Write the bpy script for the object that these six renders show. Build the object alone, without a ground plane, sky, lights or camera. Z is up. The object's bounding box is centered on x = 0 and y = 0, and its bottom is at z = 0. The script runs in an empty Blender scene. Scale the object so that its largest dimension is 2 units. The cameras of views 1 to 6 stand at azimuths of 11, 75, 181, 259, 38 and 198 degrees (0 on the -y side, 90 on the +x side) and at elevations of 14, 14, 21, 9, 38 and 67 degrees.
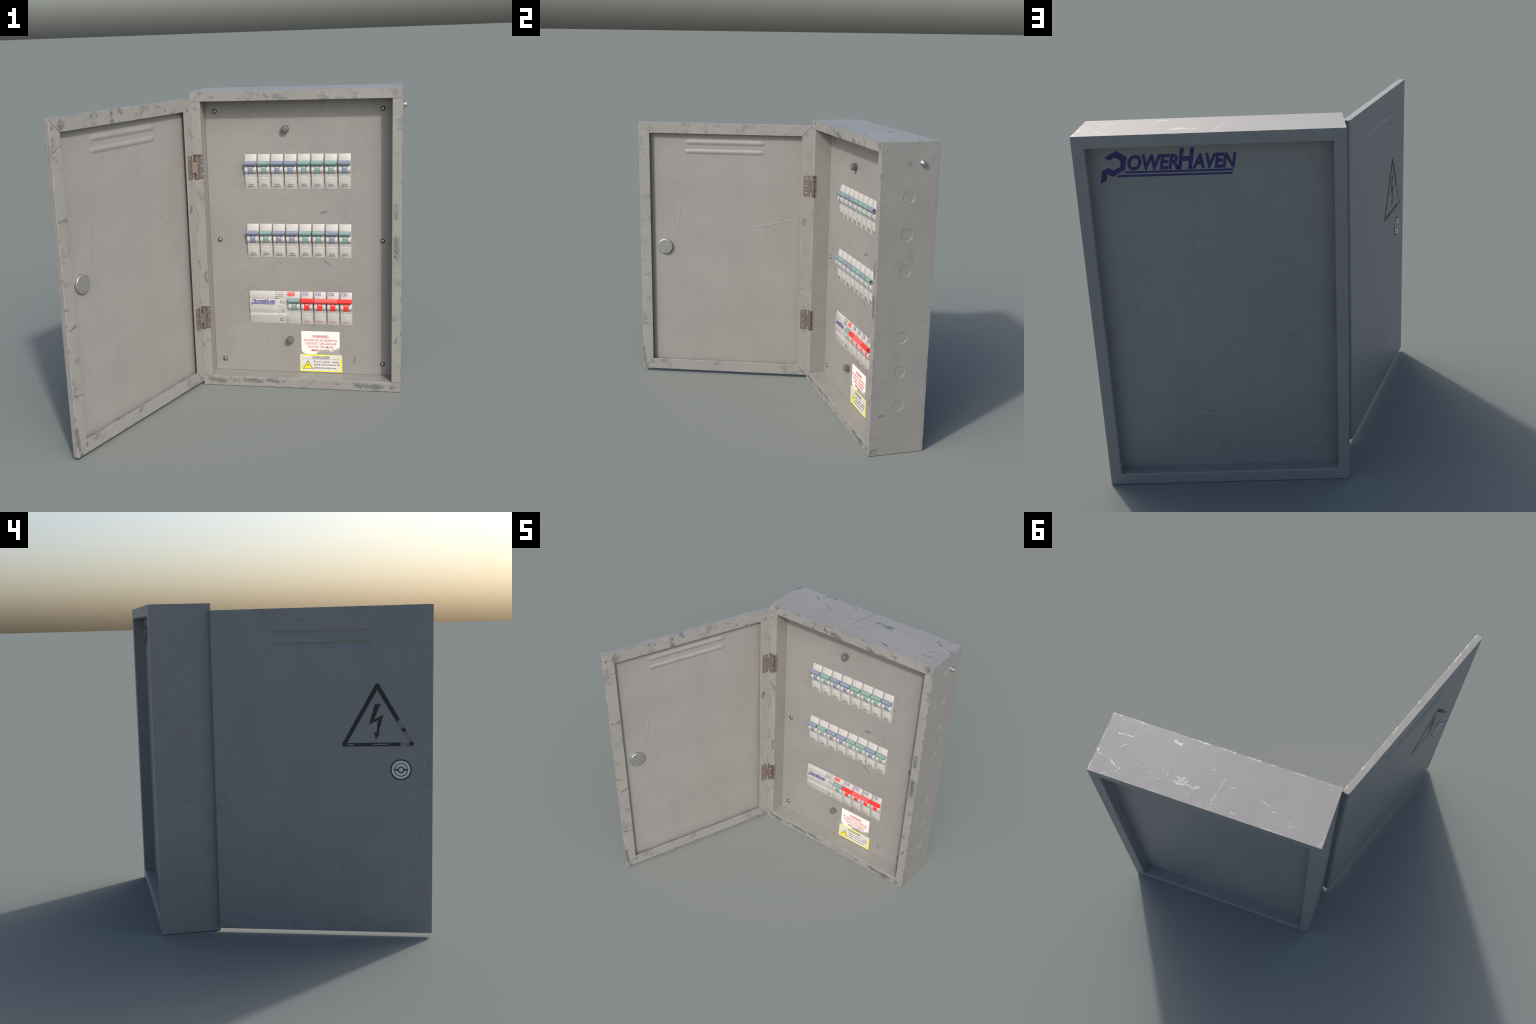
import bpy, bmesh, math, random
from mathutils import Vector, Matrix

random.seed(7)
R = math.radians

# ------------------------------------------------------------------ sizes (metres)
X0, X1 = -0.446, 0.900          # cabinet outer sides
Y0, Y1 = 0.420, 0.788           # cabinet front / back
Z0, Z1 = 0.0, 2.0
IX0, IX1 = -0.383, 0.837        # opening inside the rim
IZ0, IZ1 = 0.066, 1.935
PLATE_Y = 0.5455                # face of the mounting plate
REAR_Y = 0.710                  # face of the recessed back plate
HINGE = Vector((-0.446, 0.420, 0.0))
DS0 = -0.0028                    # hinge edge of the door, touching the cabinet corner
DOOR_M = Matrix.Translation(HINGE) @ Matrix.Rotation(R(250), 4, 'Z')  # local X = along door, Y = inwards
DL, DZ0, DZ1, DT = 1.287, 0.025, 1.958, 0.040
OS0, OS1, OZ0, OZ1 = 0.0735, 1.206, 0.107, 1.878   # opening inside the door rim

# ------------------------------------------------------------------ node helpers
def new_mat(name):
    m = bpy.data.materials.new(name)
    m.use_nodes = True
    return m, m.node_tree, m.node_tree.nodes['Principled BSDF']

class NT:
    """tiny helper to write node graphs as expressions"""
    def __init__(self, tree):
        self.t = tree
    def node(self, kind, **props):
        n = self.t.nodes.new(kind)
        for k, v in props.items():
            setattr(n, k, v)
        return n
    def put(self, sock, v):
        if hasattr(v, 'is_output'):
            self.t.links.new(v, sock)
        else:
            sock.default_value = v
    def math(self, op, a, b=0.0, c=0.0, clamp=False):
        n = self.node('ShaderNodeMath', operation=op, use_clamp=clamp)
        self.put(n.inputs[0], a); self.put(n.inputs[1], b); self.put(n.inputs[2], c)
        return n.outputs[0]
    def vmath(self, op, a, b=(0, 0, 0), out=0):
        n = self.node('ShaderNodeVectorMath', operation=op)
        self.put(n.inputs[0], a)
        if op == 'SCALE':
            self.put(n.inputs['Scale'], b)
        else:
            self.put(n.inputs[1], b)
        return n.outputs[out]
    def noise(self, vec, scale, detail=3.0, rough=0.55, out='Fac'):
        n = self.node('ShaderNodeTexNoise')
        self.put(n.inputs['Vector'], vec)
        n.inputs['Scale'].default_value = scale
        n.inputs['Detail'].default_value = detail
        n.inputs['Roughness'].default_value = rough
        return n.outputs[out]
    def step(self, v, a, b, lo=0.0, hi=1.0):
        n = self.node('ShaderNodeMapRange', interpolation_type='SMOOTHSTEP')
        self.put(n.inputs['Value'], v)
        n.inputs['From Min'].default_value = a
        n.inputs['From Max'].default_value = b
        n.inputs['To Min'].default_value = lo
        n.inputs['To Max'].default_value = hi
        return n.outputs[0]
    def mix(self, f, a, b):
        n = self.node('ShaderNodeMix', data_type='RGBA')
        self.put(n.inputs['Factor'], f)
        self.put(n.inputs[6], a); self.put(n.inputs[7], b)
        return n.outputs[2]
    def mapping(self, vec, scale):
        return self.vmath('MULTIPLY', vec, scale)

def rgb(r, g, b):
    return (r, g, b, 1.0)

def capsule_group():
    """1 on the line A-B, falling to 0 at distance r: one scratch, dent or stain"""
    g = bpy.data.node_groups.new('stroke_mark', 'ShaderNodeTree')
    for nm, ty in (('P', 'NodeSocketVector'), ('A', 'NodeSocketVector'), ('BA', 'NodeSocketVector'),
                   ('InvLen', 'NodeSocketFloat'), ('Radius', 'NodeSocketFloat'), ('Previous', 'NodeSocketFloat')):
        g.interface.new_socket(nm, in_out='INPUT', socket_type=ty)
    g.interface.new_socket('Mark', in_out='OUTPUT', socket_type='NodeSocketFloat')
    t = NT(g)
    i = t.node('NodeGroupInput'); o = t.node('NodeGroupOutput')
    # strokes are chained one after the other; each keeps the stronger mark
    eps = t.math('MULTIPLY', i.outputs['Previous'], 1e-7)
    pa = t.vmath('SUBTRACT', t.vmath('ADD', i.outputs['P'], eps), i.outputs['A'])
    dot = t.vmath('DOT_PRODUCT', pa, i.outputs['BA'], out='Value')
    h = t.math('MULTIPLY', dot, i.outputs['InvLen'], clamp=True)
    q = t.vmath('SCALE', i.outputs['BA'], h)
    d = t.vmath('DISTANCE', pa, q, out='Value')
    v = t.math('SUBTRACT', 1.0, t.math('DIVIDE', d, i.outputs['Radius']), clamp=True)
    g.links.new(t.math('MAXIMUM', v, i.outputs['Previous']), o.inputs['Mark'])
    return g
CAPS = capsule_group()

def marks(t, P, strokes):
    acc = None
    for a, b, r in strokes:
        n = t.node('ShaderNodeGroup'); n.node_tree = CAPS
        ba = Vector(b) - Vector(a)
        t.put(n.inputs['P'], P)
        n.inputs['A'].default_value = a
        n.inputs['BA'].default_value = ba
        n.inputs['InvLen'].default_value = 1.0 / max(ba.length_squared, 1e-9)
        n.inputs['Radius'].default_value = r
        if acc is not None:
            t.put(n.inputs['Previous'], acc)
        acc = n.outputs[0]
    return acc

PAINT_A = rgb(0.269, 0.264, 0.255)
PAINT_B = rgb(0.245, 0.241, 0.233)

def paint(name, chips=(), dents=(), grow=1.7, box=None, wear=1.0, rough=0.42, grime=0.0, broken=3.8, cover=0.36, warp_by=0.026, bare=(0.34, 0.345, 0.335), bare_metal=0.95, outside=None, stain=0.55):
    """worn grey enamel on steel. chips: where bare metal shows; dents: raised / sunk strokes"""
    m, tree, bs = new_mat(name)
    t = NT(tree)
    P = t.node('ShaderNodeTexCoord').outputs['Object']
    warp = t.vmath('SUBTRACT', t.noise(P, 46, 4, 0.65, 'Color'), (0.5, 0.5, 0.5))
    Pw = t.vmath('ADD', P, t.vmath('SCALE', warp, warp_by))
    fine = t.noise(P, 130, 4, 0.65)
    broad = t.noise(P, 3.2, 4, 0.6)
    streak = t.noise(t.mapping(P, (38, 38, 1.6)), 1.0, 3, 0.6)
    mott = t.noise(P, 21, 5, 0.7)
    col = t.mix(t.step(broad, 0.32, 0.68), PAINT_B, PAINT_A)
    col = t.mix(t.step(streak, 0.35, 0.8, 0.0, 0.22), col, rgb(0.295, 0.290, 0.280))
    col = t.mix(t.step(mott, 0.5, 0.78, 0.0, 0.30), col, rgb(0.225, 0.220, 0.208))
    pits = t.noise(t.vmath('ADD', P, (1.3, 4.1, 2.2)), 210, 3, 0.6)
    col = t.mix(t.step(pits, 0.50, 0.74, 0.0, 0.34), col, rgb(0.19, 0.186, 0.176))
    # random specks gathered in loose clusters
    cl = t.step(t.noise(P, 5.5, 2), 0.47, 0.66)
    sp = t.noise(t.vmath('ADD', P, (3.1, 1.7, 0.4)), 62, 2, 0.5)
    specks = t.math('MULTIPLY', t.step(sp, 0.685, 0.735), cl)
    chip = t.math('MULTIPLY', specks, 0.55 * wear)
    brk = t.math('ADD', t.math('MULTIPLY', fine, 0.55), t.math('MULTIPLY', t.noise(t.vmath('ADD', P, (5.5, 0.2, 8.8)), 42, 4, 0.7), 0.45))
    M = None
    if chips:
        M = marks(t, Pw, [(a, b, r * grow) for a, b, r in chips])
        if outside:
            side = t.vmath('DOT_PRODUCT', t.node('ShaderNodeTexCoord').outputs['Normal'], outside, out='Value')
            M = t.math('MULTIPLY', M, t.step(side, 0.1, 0.5))
        s = t.math('ADD', t.math('MULTIPLY', M, 0.85), t.math('MULTIPLY', t.math('SUBTRACT', brk, 0.5), broken))
        hard = t.math('MULTIPLY', t.step(s, cover, cover + 0.30), t.step(M, 0.02, 0.25))
        chip = t.math('MAXIMUM', chip, t.math('MULTIPLY', hard, 0.85))
        col = t.mix(t.math('MULTIPLY', t.step(M, 0.0, 0.9), t.step(mott, 0.36, 0.62, 0.10, stain)), col, rgb(0.13, 0.133, 0.128))
    if grime:
        g = t.math('MULTIPLY', t.step(t.noise(t.vmath('ADD', P, (0.7, 9.1, 3.3)), 8.5, 5, 0.72), 0.52, 0.67), t.step(mott, 0.42, 0.58))
        g = t.math('MULTIPLY', g, grime)
        col = t.mix(g, col, rgb(0.13, 0.134, 0.128))
        chip = t.math('MAXIMUM', chip, t.math('MULTIPLY', g, 0.45))
    if box:
        # rubbed outer edges of a box: second smallest distance to its faces
        lo, hi = box
        a = t.vmath('ABSOLUTE', t.vmath('SUBTRACT', P, lo))
        b = t.vmath('ABSOLUTE', t.vmath('SUBTRACT', P, hi))
        dmin = t.vmath('MINIMUM', a, b)
        sx = t.node('ShaderNodeSeparateXYZ'); t.put(sx.inputs[0], dmin)
        x, y, z = sx.outputs
        e = t.math('SUBTRACT', t.math('ADD', t.math('ADD', x, y), z),
                   t.math('ADD', t.math('MINIMUM', t.math('MINIMUM', x, y), z),
                          t.math('MAXIMUM', t.math('MAXIMUM', x, y), z)))
        near = t.step(e, 0.0, 0.014, 1.0, 0.0)
        ed = t.noise(t.vmath('ADD', P, (7.0, 2.0, 5.0)), 16, 5, 0.75)
        rub = t.math('MULTIPLY', near, t.step(ed, 0.50, 0.61))
        chip = t.math('MAXIMUM', chip, t.math('MULTIPLY', rub, 0.75 * wear))
    col = t.mix(chip, col, rgb(*bare))
    t.put(bs.inputs['Base Color'], col)
    t.put(bs.inputs['Metallic'], t.math('MULTIPLY', chip, bare_metal))
    rr = t.math('ADD', rough - 0.05, t.math('MULTIPLY', mott, 0.12))
    t.put(bs.inputs['Roughness'], t.math('SUBTRACT', rr, t.math('MULTIPLY', chip, 0.06)))
    # relief: orange peel, chipped edges, dents
    peel = t.math('MULTIPLY', t.noise(P, 95, 3, 0.6), 0.0011)
    wob = t.math('MULTIPLY', t.noise(P, 9, 2), 0.0022)
    h = t.math('ADD', peel, wob)
    h = t.math('SUBTRACT', h, t.math('MULTIPLY', chip, 0.0009))
    if dents:
        pw = t.vmath('ADD', P, t.vmath('SCALE', warp, 0.008))
        D = marks(t, pw, [(a, b, r * 1.9) for a, b, r in dents])
        if outside:
            D = t.math('MULTIPLY', D, t.step(side, -0.1, -0.5))
        h = t.math('ADD', h, t.math('MULTIPLY', t.step(D, 0.0, 1.0), 0.0024))
    bump = t.node('ShaderNodeBump')
    bump.inputs['Strength'].default_value = 0.55
    bump.inputs['Distance'].default_value = 1.0
    t.put(bump.inputs['Height'], h)
    t.put(bs.inputs['Normal'], bump.outputs[0])
    return m

def simple(name, color, rough=0.5, metal=0.0, grain=0.12, scale=60, bump=0.0004, second=None, coat=0.0):
    m, tree, bs = new_mat(name)
    t = NT(tree)
    P = t.node('ShaderNodeTexCoord').outputs['Object']
    n = t.noise(P, scale, 4, 0.65)
    dark = second or tuple(c * (1 - 2.2 * grain) for c in color)
    col = t.mix(t.step(n, 0.35, 0.75), rgb(*color), rgb(*dark))
    t.put(bs.inputs['Base Color'], col)
    bs.inputs['Metallic'].default_value = metal
    bs.inputs['Coat Weight'].default_value = coat
    t.put(bs.inputs['Roughness'], t.math('ADD', rough - 0.05, t.math('MULTIPLY', n, 0.12)))
    if bump:
        b = t.node('ShaderNodeBump'); b.inputs['Strength'].default_value = 0.4
        b.inputs['Distance'].default_value = 1.0
        t.put(b.inputs['Height'], t.math('MULTIPLY', n, bump))
        t.put(bs.inputs['Normal'], b.outputs[0])
    return m

def worn_print(name, color, under, strokes, rough=0.5, cut=0.5, speck=0.0, full=1.0):
    """printed ink or paper that is rubbed away to the colour below in given places"""
    m, tree, bs = new_mat(name)
    t = NT(tree)
    P = t.node('ShaderNodeTexCoord').outputs['Object']
    n = t.noise(P, 88, 5, 0.75)
    f = t.math('MULTIPLY', t.step(t.noise(P, 28, 4), 0.55, 0.8), speck)
    if strokes:
        M = marks(t, P, strokes)
        s = t.math('ADD', M, t.math('MULTIPLY', t.math('SUBTRACT', n, 0.5), 2.0))
        f = t.math('MAXIMUM', f, t.math('MULTIPLY', t.step(s, cut - 0.12, cut + 0.1), t.step(M, 0.0, 0.08)))
    f = t.math('MULTIPLY', f, full)
    t.put(bs.inputs['Base Color'], t.mix(f, rgb(*color), rgb(*under)))
    bs.inputs['Roughness'].default_value = rough
    return m

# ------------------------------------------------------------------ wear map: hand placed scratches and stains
def on(axis, val, rows):
    """rows of (u0,v0,u1,v1,r) or (u,v,r) on the plane axis=val -> 3D strokes"""
    out = []
    for row in rows:
        if len(row) == 3:
            row = (row[0], row[1], row[0], row[1], row[2])
        a, b = [row[0], row[1]], [row[2], row[3]]
        a.insert(axis, val); b.insert(axis, val)
        out.append((tuple(a), tuple(b), row[4]))
    return out

TOP_MARKS = on(2, Z1, [
    (0.827, 0.528, 0.739, 0.520, .004), (0.791, 0.602, 0.762, 0.576, .003), (0.900, 0.648, 0.886, 0.658, .008),
    (0.890, 0.670, 0.846, 0.676, .004), (0.796, 0.690, 0.748, 0.727, .004), (0.747, 0.741, 0.737, 0.717, .004),
    (0.829, 0.782, 0.767, 0.743, .003), (0.512, 0.464, 0.476, 0.474, .010), 
    (0.261, 0.558, 0.232, 0.553, .004),
    (0.263, 0.580, 0.238, 0.574, .003), (0.170, 0.591, 0.188, 0.668, .0035), (0.188, 0.668, 0.198, 0.721, .004),
    (0.201, 0.747, 0.209, 0.787, .003), (0.201, 0.747, 0.155, 0.745, .003), (0.195, 0.771, 0.158, 0.764, .003),
    (0.128, 0.621, 0.092, 0.619, .004), (0.094, 0.569, 0.049, 0.571, .003), (0.081, 0.754, 0.047, 0.758, .004),
    (-0.050, 0.633, -0.112, 0.657, .0035), (-0.122, 0.674, -0.155, 0.675, .005), (-0.207, 0.691, -0.249, 0.727, .0045),
    (-0.249, 0.727, -0.262, 0.717, .004), (-0.192, 0.770, -0.223, 0.746, .003), (-0.110, 0.780, -0.215, 0.780, .007),
    (-0.426, 0.787, -0.446, 0.711, .009), (-0.390, 0.453, .004),
    # flecks scattered round the worn patch
    (0.567, 0.680, .004), (0.582, 0.693, .004), (0.505, 0.649, .004), (0.478, 0.597, .004), (0.397, 0.559, .003),
    (0.390, 0.577, .004), (0.381, 0.599, .003), (0.548, 0.644, .004), (0.338, 0.732, .006), (0.451, 0.733, .004),
    (0.632, 0.673, .003), (0.657, 0.663, .004), (0.546, 0.583, .003), (0.499, 0.565, .003), (0.532, 0.708, .004),
    (0.515, 0.704, .004), (0.572, 0.733, .003), (0.291, 0.758, .003), (0.241, 0.679, .004), (0.207, 0.662, .004),
    (0.159, 0.664, .003), (0.762, 0.645, .003), (0.474, 0.666, .004), (0.415, 0.692, 0.380, 0.690, .009)])
_r = random.Random(21)
for _k in range(26):                    # the rubbed patch itself: a tangle of short scuffs
    _a, _q = _r.uniform(0, 6.28), _r.random() ** .6
    _x, _y = .355 + .078 * _q * math.cos(_a), .683 + .030 * _q * math.sin(_a) - .10 * (.078 * _q * math.cos(_a))
    _t, _l = _r.gauss(.15, .55), _r.uniform(.004, .022)
    TOP_MARKS.append(((_x - _l * math.cos(_t), _y - _l * math.sin(_t) * .7, Z1), (_x + _l * math.cos(_t), _y + _l * math.sin(_t) * .7, Z1), _r.uniform(.0025, .005)))
FRONT_MARKS = on(1, Y0, [
    (-0.386, 1.990, .010), (0.001, 1.988, 0.001, 1.972, .004), (0.038, 1.966, 0.057, 1.951, .010),
    (0.101, 1.962, 0.156, 1.946, .012), (-0.063, 1.944, .006), (-0.132, 1.955, .005),
    (0.390, 1.953, 0.433, 1.945, .009), (0.488, 1.944, 0.548, 1.943, .006), (0.400, 1.977, .006), (0.859, 1.973, .014),
    (0.867, 1.264, 0.863, 1.176, .010), (0.864, 1.042, 0.864, 0.923, .014), (0.892, 1.410, .006), (0.879, 0.183, .006),
    (0.896, 0.193, .005), (0.890, 1.780, 0.858, 1.793, .003), (0.872, 0.370, 0.857, 0.347, .008), (0.850, 0.505, .008),
    (-0.443, 1.099, .004), (-0.434, 0.882, -0.435, 0.825, .004), (-0.400, 0.803, -0.396, 0.742, .008),
    (-0.430, 1.216, -0.436, 1.106, .003), (-0.400, 0.041, -0.296, 0.030, .010), (-0.158, 0.044, -0.044, 0.032, .010),
    (0.002, 0.055, 0.070, 0.037, .010), (0.115, 0.039, .008), (0.294, 0.035, .006), (0.603, 0.036, 0.777, 0.030, .012),
    (0.712, 0.023, 0.777, 0.021, .009), (0.471, 0.035, .006), (0.841, 0.028, .014), (-0.227, 0.029, .006)])
SIDE_MARKS = on(0, X1, [
    (0.442, 1.945, 0.450, 1.954, .006), (0.419, 1.404, .007), (0.418, 1.020, .010), (0.739, 0.882, .006),
    (0.752, 0.741, .005), (0.480, 0.272, 0.504, 0.269, .006), (0.737, 0.256, .004), (0.404, 1.860, 0.404, 1.763, .004),
    (0.402, 1.000, 0.403, 0.927, .006), (0.592, 0.027, .005), (0.431, 0.029, 0.462, 0.037, .010), (0.777, 0.975, .006)])
PANEL_MARKS = on(1, PLATE_Y, [
    (-0.045, 1.672, -0.030, 1.672, .004), (0.132, 1.274, .005), (0.070, 1.188, .004), (0.369, 1.185, 0.407, 1.198, .009),
    (0.525, 1.195, 0.540, 1.147, .004), (0.165, 0.835, 0.205, 0.833, .004), (0.094, 0.839, .005),
    (0.370, 0.879, 0.435, 0.828, .006), (-0.017, 0.295, .005), (0.307, 0.405, .008), (0.589, 0.186, 0.580, 0.150, .007),
    (-0.114, 1.291, .003), (0.171, 0.812, 0.204, 0.808, .003), (-0.245, 1.335, .003), (0.595, 1.555, .005),
    (0.585, 1.48, 0.59, 1.36, .004)])
REAR_MARKS = on(1, REAR_Y, [(x0, z0, *rest) for x0, z0, *rest in [
    (0.330, 1.406, 0.305, 1.405, .012), (0.694, 1.314, 0.612, 1.402, .003), (0.530, 0.897, .009),
    (0.394, 0.863, 0.450, 0.831, .006), (0.321, 1.034, .006), (0.274, 0.776, .006), (-0.251, 0.847, -0.077, 0.931, .003),
    (-0.188, 0.794, -0.251, 0.847, .003), (0.620, 0.396, 0.723, 0.277, .0035), (-0.233, 1.819, -0.242, 1.860, .008),
    (0.372, 0.403, 0.299, 0.400, .012), (-0.124, 0.168, .008), (0.387, 0.180, .008), (-0.235, 0.181, -0.321, 0.285, .004),
    (0.398, 1.184, .008), (-0.120, 1.172, .006), (-0.029, 1.662, .004), (0.391, 0.917, 0.380, 0.946, .005),
    (-0.199, 1.786, -0.124, 1.755, .003)]])
DOOR_MARKS = on(1, 0.0, [
    (0.778, 1.937, .012), (0.694, 1.932, .010), (0.708, 1.957, .012), (0.374, 1.947, 0.294, 1.926, .004),
    (0.272, 1.907, .005), (0.775, 1.891, .013), (0.902, 1.930, .006), (0.949, 1.940, .006), (1.196, 1.909, .020),
    (1.261, 1.906, .008), (0.198, 1.888, .006), (1.270, 1.779, 1.205, 1.809, .0035), (1.275, 1.401, 1.204, 1.404, .004),
    (0.033, 1.886, .006), (1.273, 1.181, .006), (1.262, 0.901, 1.285, 0.909, .005), (1.284, 0.820, .005),
    (1.268, 0.781, 1.202, 0.808, .004), (1.280, 0.399, 1.201, 0.388, .004), (1.283, 0.196, 1.270, 0.069, .010),
    (1.274, 0.101, .016), (1.205, 0.079, .010), (1.257, 0.033, .012), (0.857, 0.033, .005), (0.892, 0.098, .004),
    (0.937, 0.088, .004), (0.030, 0.583, .006), (0.067, 1.388, 0.018, 1.415, .0025), (0.040, 1.259, 0.051, 1.225, .008)])
DOOR_DENTS = on(1, -0.037, [
    (0.987, 1.330, 0.996, 1.229, .006), (0.996, 1.229, 1.015, 1.114, .004), (0.439, 1.179, 0.279, 1.209, .003),
    (0.279, 1.209, 0.132, 1.244, .004), (0.781, 1.190, .008), (0.519, 0.797, .010), (0.745, 0.324, .008),
    (0.593, 0.283, .011), (0.235, 1.052, 0.202, 1.058, .003)])
DOOR_OUT = on(1, -0.040, [
    (0.732, 0.423, .012), (0.771, 0.416, 0.800, 0.390, .006), (0.994, 0.437, 1.137, 0.275, .003),
    (1.137, 0.275, 1.195, 0.206, .003), (0.483, 1.878, .003), (0.518, 1.876, 0.520, 1.868, .004), (0.878, 0.421, 0.897, 0.409, .006)])
DOOR_RIM_OUT = on(1, -0.040, [(0.483, 1.950, 0.483, 1.924, .003), (0.483, 1.950, 0.496, 1.924, .003),
                              (0.515, 1.945, 0.511, 1.912, .004), (0.520, 1.905, 0.518, 1.885, .004), (1.281, 0.179, .006)])

BOX = ((X0, Y0, Z0), (X1, Y1, Z1))
MAT_CAB = paint('painted_steel_side', SIDE_MARKS, box=BOX, grime=0.2)
MAT_TOP = paint('painted_steel_top', TOP_MARKS, grow=1.75, box=BOX, broken=3.2, cover=0.28, rough=0.40)
MAT_RIM = paint('painted_steel_rim', FRONT_MARKS, grow=2.3, box=BOX, grime=0.9, warp_by=0.05, cover=0.33, broken=4.6, stain=0.8)
MAT_PLATE = paint('painted_steel_plate', PANEL_MARKS, grow=1.6, wear=1.0, grime=0.22, cover=0.42)
MAT_REAR = paint('painted_steel_back', REAR_MARKS, grow=1.7, bare=(0.36, 0.35, 0.30), bare_metal=0.35, grime=0.4, cover=0.36)  # bare patches tinted pale yellow for the horizon glow they reflect
MAT_DOOR = paint('painted_steel_door', DOOR_MARKS + DOOR_RIM_OUT, grow=2.1, grime=0.75, warp_by=0.038, cover=0.32, broken=4.4, stain=0.75, box=((DS0, -DT, DZ0), (DL, 0, DZ1)))
MAT_SKIN = paint('painted_steel_door_panel', DOOR_OUT, DOOR_DENTS, outside=(0, -1, 0), grow=1.7, wear=0.8, bare=(0.40, 0.39, 0.33), bare_metal=0.35, cover=0.32)  # patch colour raised and warmed: reflected low-sky light put into the pigment

MAT_WHITE = simple('white_plastic', (0.48, 0.475, 0.462), 0.42, grain=0.05, scale=24)
MAT_GREYWHITE = simple('grey_white_plastic', (0.40, 0.395, 0.383), 0.42, grain=0.05, scale=24)
MAT_BLUE = simple('blue_plastic', (0.200, 0.237, 0.330), 0.38, grain=0.04)
MAT_TEAL = simple('teal_plastic', (0.185, 0.315, 0.295), 0.38, grain=0.04)
MAT_TEALGREY = simple('grey_teal_plastic', (0.20, 0.30, 0.30), 0.38, grain=0.04)
MAT_RED = simple('red_plastic', (0.90, 0.030, 0.028), 0.38, grain=0.03)
MAT_REDLIGHT = simple('pale_red_plastic', (0.95, 0.10, 0.095), 0.38, grain=0.03)
MAT_BLACK = simple('black_ink', (0.035, 0.035, 0.035), 0.6, bump=0)
MAT_GREYINK = simple('grey_ink', (0.12, 0.12, 0.115), 0.6, bump=0)
MAT_PALEINK = simple('pale_grey_ink', (0.32, 0.31, 0.30), 0.6, bump=0)
MAT_NAVY = simple('navy_ink', (0.055, 0.055, 0.25), 0.5, bump=0)
MAT_NAVYDARK = simple('dark_navy_ink', (0.030, 0.026, 0.145), 0.55, bump=0)
MAT_INKWHITE = simple('pale_ink', (0.72, 0.74, 0.76), 0.5, bump=0)
MAT_INKRED = simple('red_ink', (0.75, 0.05, 0.05), 0.5, bump=0)
MAT_DARK = simple('dark_gap', (0.03, 0.03, 0.03), 0.7, bump=0)
MAT_KNOB = simple('dark_grey_plastic', (0.135, 0.130, 0.122), 0.5, grain=0.12)
MAT_STEEL = simple('bright_steel', (0.62, 0.62, 0.61), 0.28, 1.0, grain=0.10, scale=90)
MAT_DULL = simple('dull_steel', (0.46, 0.47, 0.455), 0.36, 0.75, grain=0.16, scale=45, bump=0.0012)
MAT_LOCK = simple('satin_zinc', (0.70, 0.70, 0.685), 0.36, 0.2, grain=0.06, scale=45)  # base colour lightened to carry the bright sky reflected in the lock face
MAT_SCREW = simple('screw_steel', (0.42, 0.42, 0.41), 0.32, 1.0, grain=0.12)
MAT_BRASS = simple('tarnished_bronze', (0.46, 0.385, 0.345), 0.30, 0.88, grain=0.16, scale=70, second=(0.32, 0.265, 0.235))
MAT_PIN = simple('polished_bronze', (0.52, 0.435, 0.39), 0.25, 0.92, grain=0.14, scale=70)

# ------------------------------------------------------------------ mesh helpers
ROOT = bpy.data.objects.new('electrical_distribution_box', None)
bpy.context.collection.objects.link(ROOT)
ROOT['label'] = 'grey steel breaker box standing upright with its door open'
ROOT['category'] = 'electrical box'

def link(name, mesh, mat, parent=ROOT, matrix=None, smooth=None):
    ob = bpy.data.objects.new(name, mesh)
    bpy.context.collection.objects.link(ob)
    if mat is not None and not mesh.materials:
        for m in (mat if isinstance(mat, (list, tuple)) else [mat]):
            mesh.materials.append(m)
    ob.parent = parent
    if matrix is not None:
        ob.matrix_basis = matrix
    if smooth:
        mesh.shade_smooth()
        mesh.set_sharp_from_angle(angle=R(smooth))
    return ob

def to_mesh(bm, name):
    bmesh.ops.recalc_face_normals(bm, faces=bm.faces[:])
    me = bpy.data.meshes.new(name)
    bm.to_mesh(me); bm.free()
    return me

def add_box(bm, x0, x1, y0, y1, z0, z1, mi=0):
    v = [bm.verts.new((x, y, z)) for x in (x0, x1) for y in (y0, y1) for z in (z0, z1)]
    for q in ((0, 1, 3, 2), (4, 6, 7, 5), (0, 4, 5, 1), (2, 3, 7, 6), (0, 2, 6, 4), (1, 5, 7, 3)):
        f = bm.faces.new([v[i] for i in q]); f.material_index = mi
    return v

def add_prism(bm, poly, to3, d0, d1, mi=0):
    """polygon (u,v) swept from depth d0 to d1; to3(u,v,d) places it"""
    a = [bm.verts.new(to3(u, v, d0)) for u, v in poly]
    b = [bm.verts.new(to3(u, v, d1)) for u, v in poly]
    n = len(poly)
    fs = [bm.faces.new(a), bm.faces.new(b[::-1])]
    for i in range(n):
        fs.append(bm.faces.new((a[i], b[i], b[(i + 1) % n], a[(i + 1) % n])))
    for f in fs:
        f.material_index = mi
    return fs

def add_lathe(bm, prof, to3, n=40, mi=0, radial=None):
    """prof: (radius, height) from one axis end to the other; to3(a,b,h)"""
    rings = []
    for r, h in prof:
        if r < 1e-6:
            rings.append([bm.verts.new(to3(0, 0, h))])
        else:
            ring = []
            for k in range(n):
                rr = r * (radial(k) if radial else 1.0)
                a = 2 * math.pi * k / n
                ring.append(bm.verts.new(to3(rr * math.cos(a), rr * math.sin(a), h)))
            rings.append(ring)
    for p, q in zip(rings, rings[1:]):
        for k in range(n):
            k2 = (k + 1) % n
            if len(p) == 1 and len(q) == 1:
                continue
            if len(p) == 1:
                f = bm.faces.new((p[0], q[k], q[k2]))
            elif len(q) == 1:
                f = bm.faces.new((p[k], q[0], p[k2]))
            else:
                f = bm.faces.new((p[k], q[k], q[k2], p[k2]))
            f.material_index = mi

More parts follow.
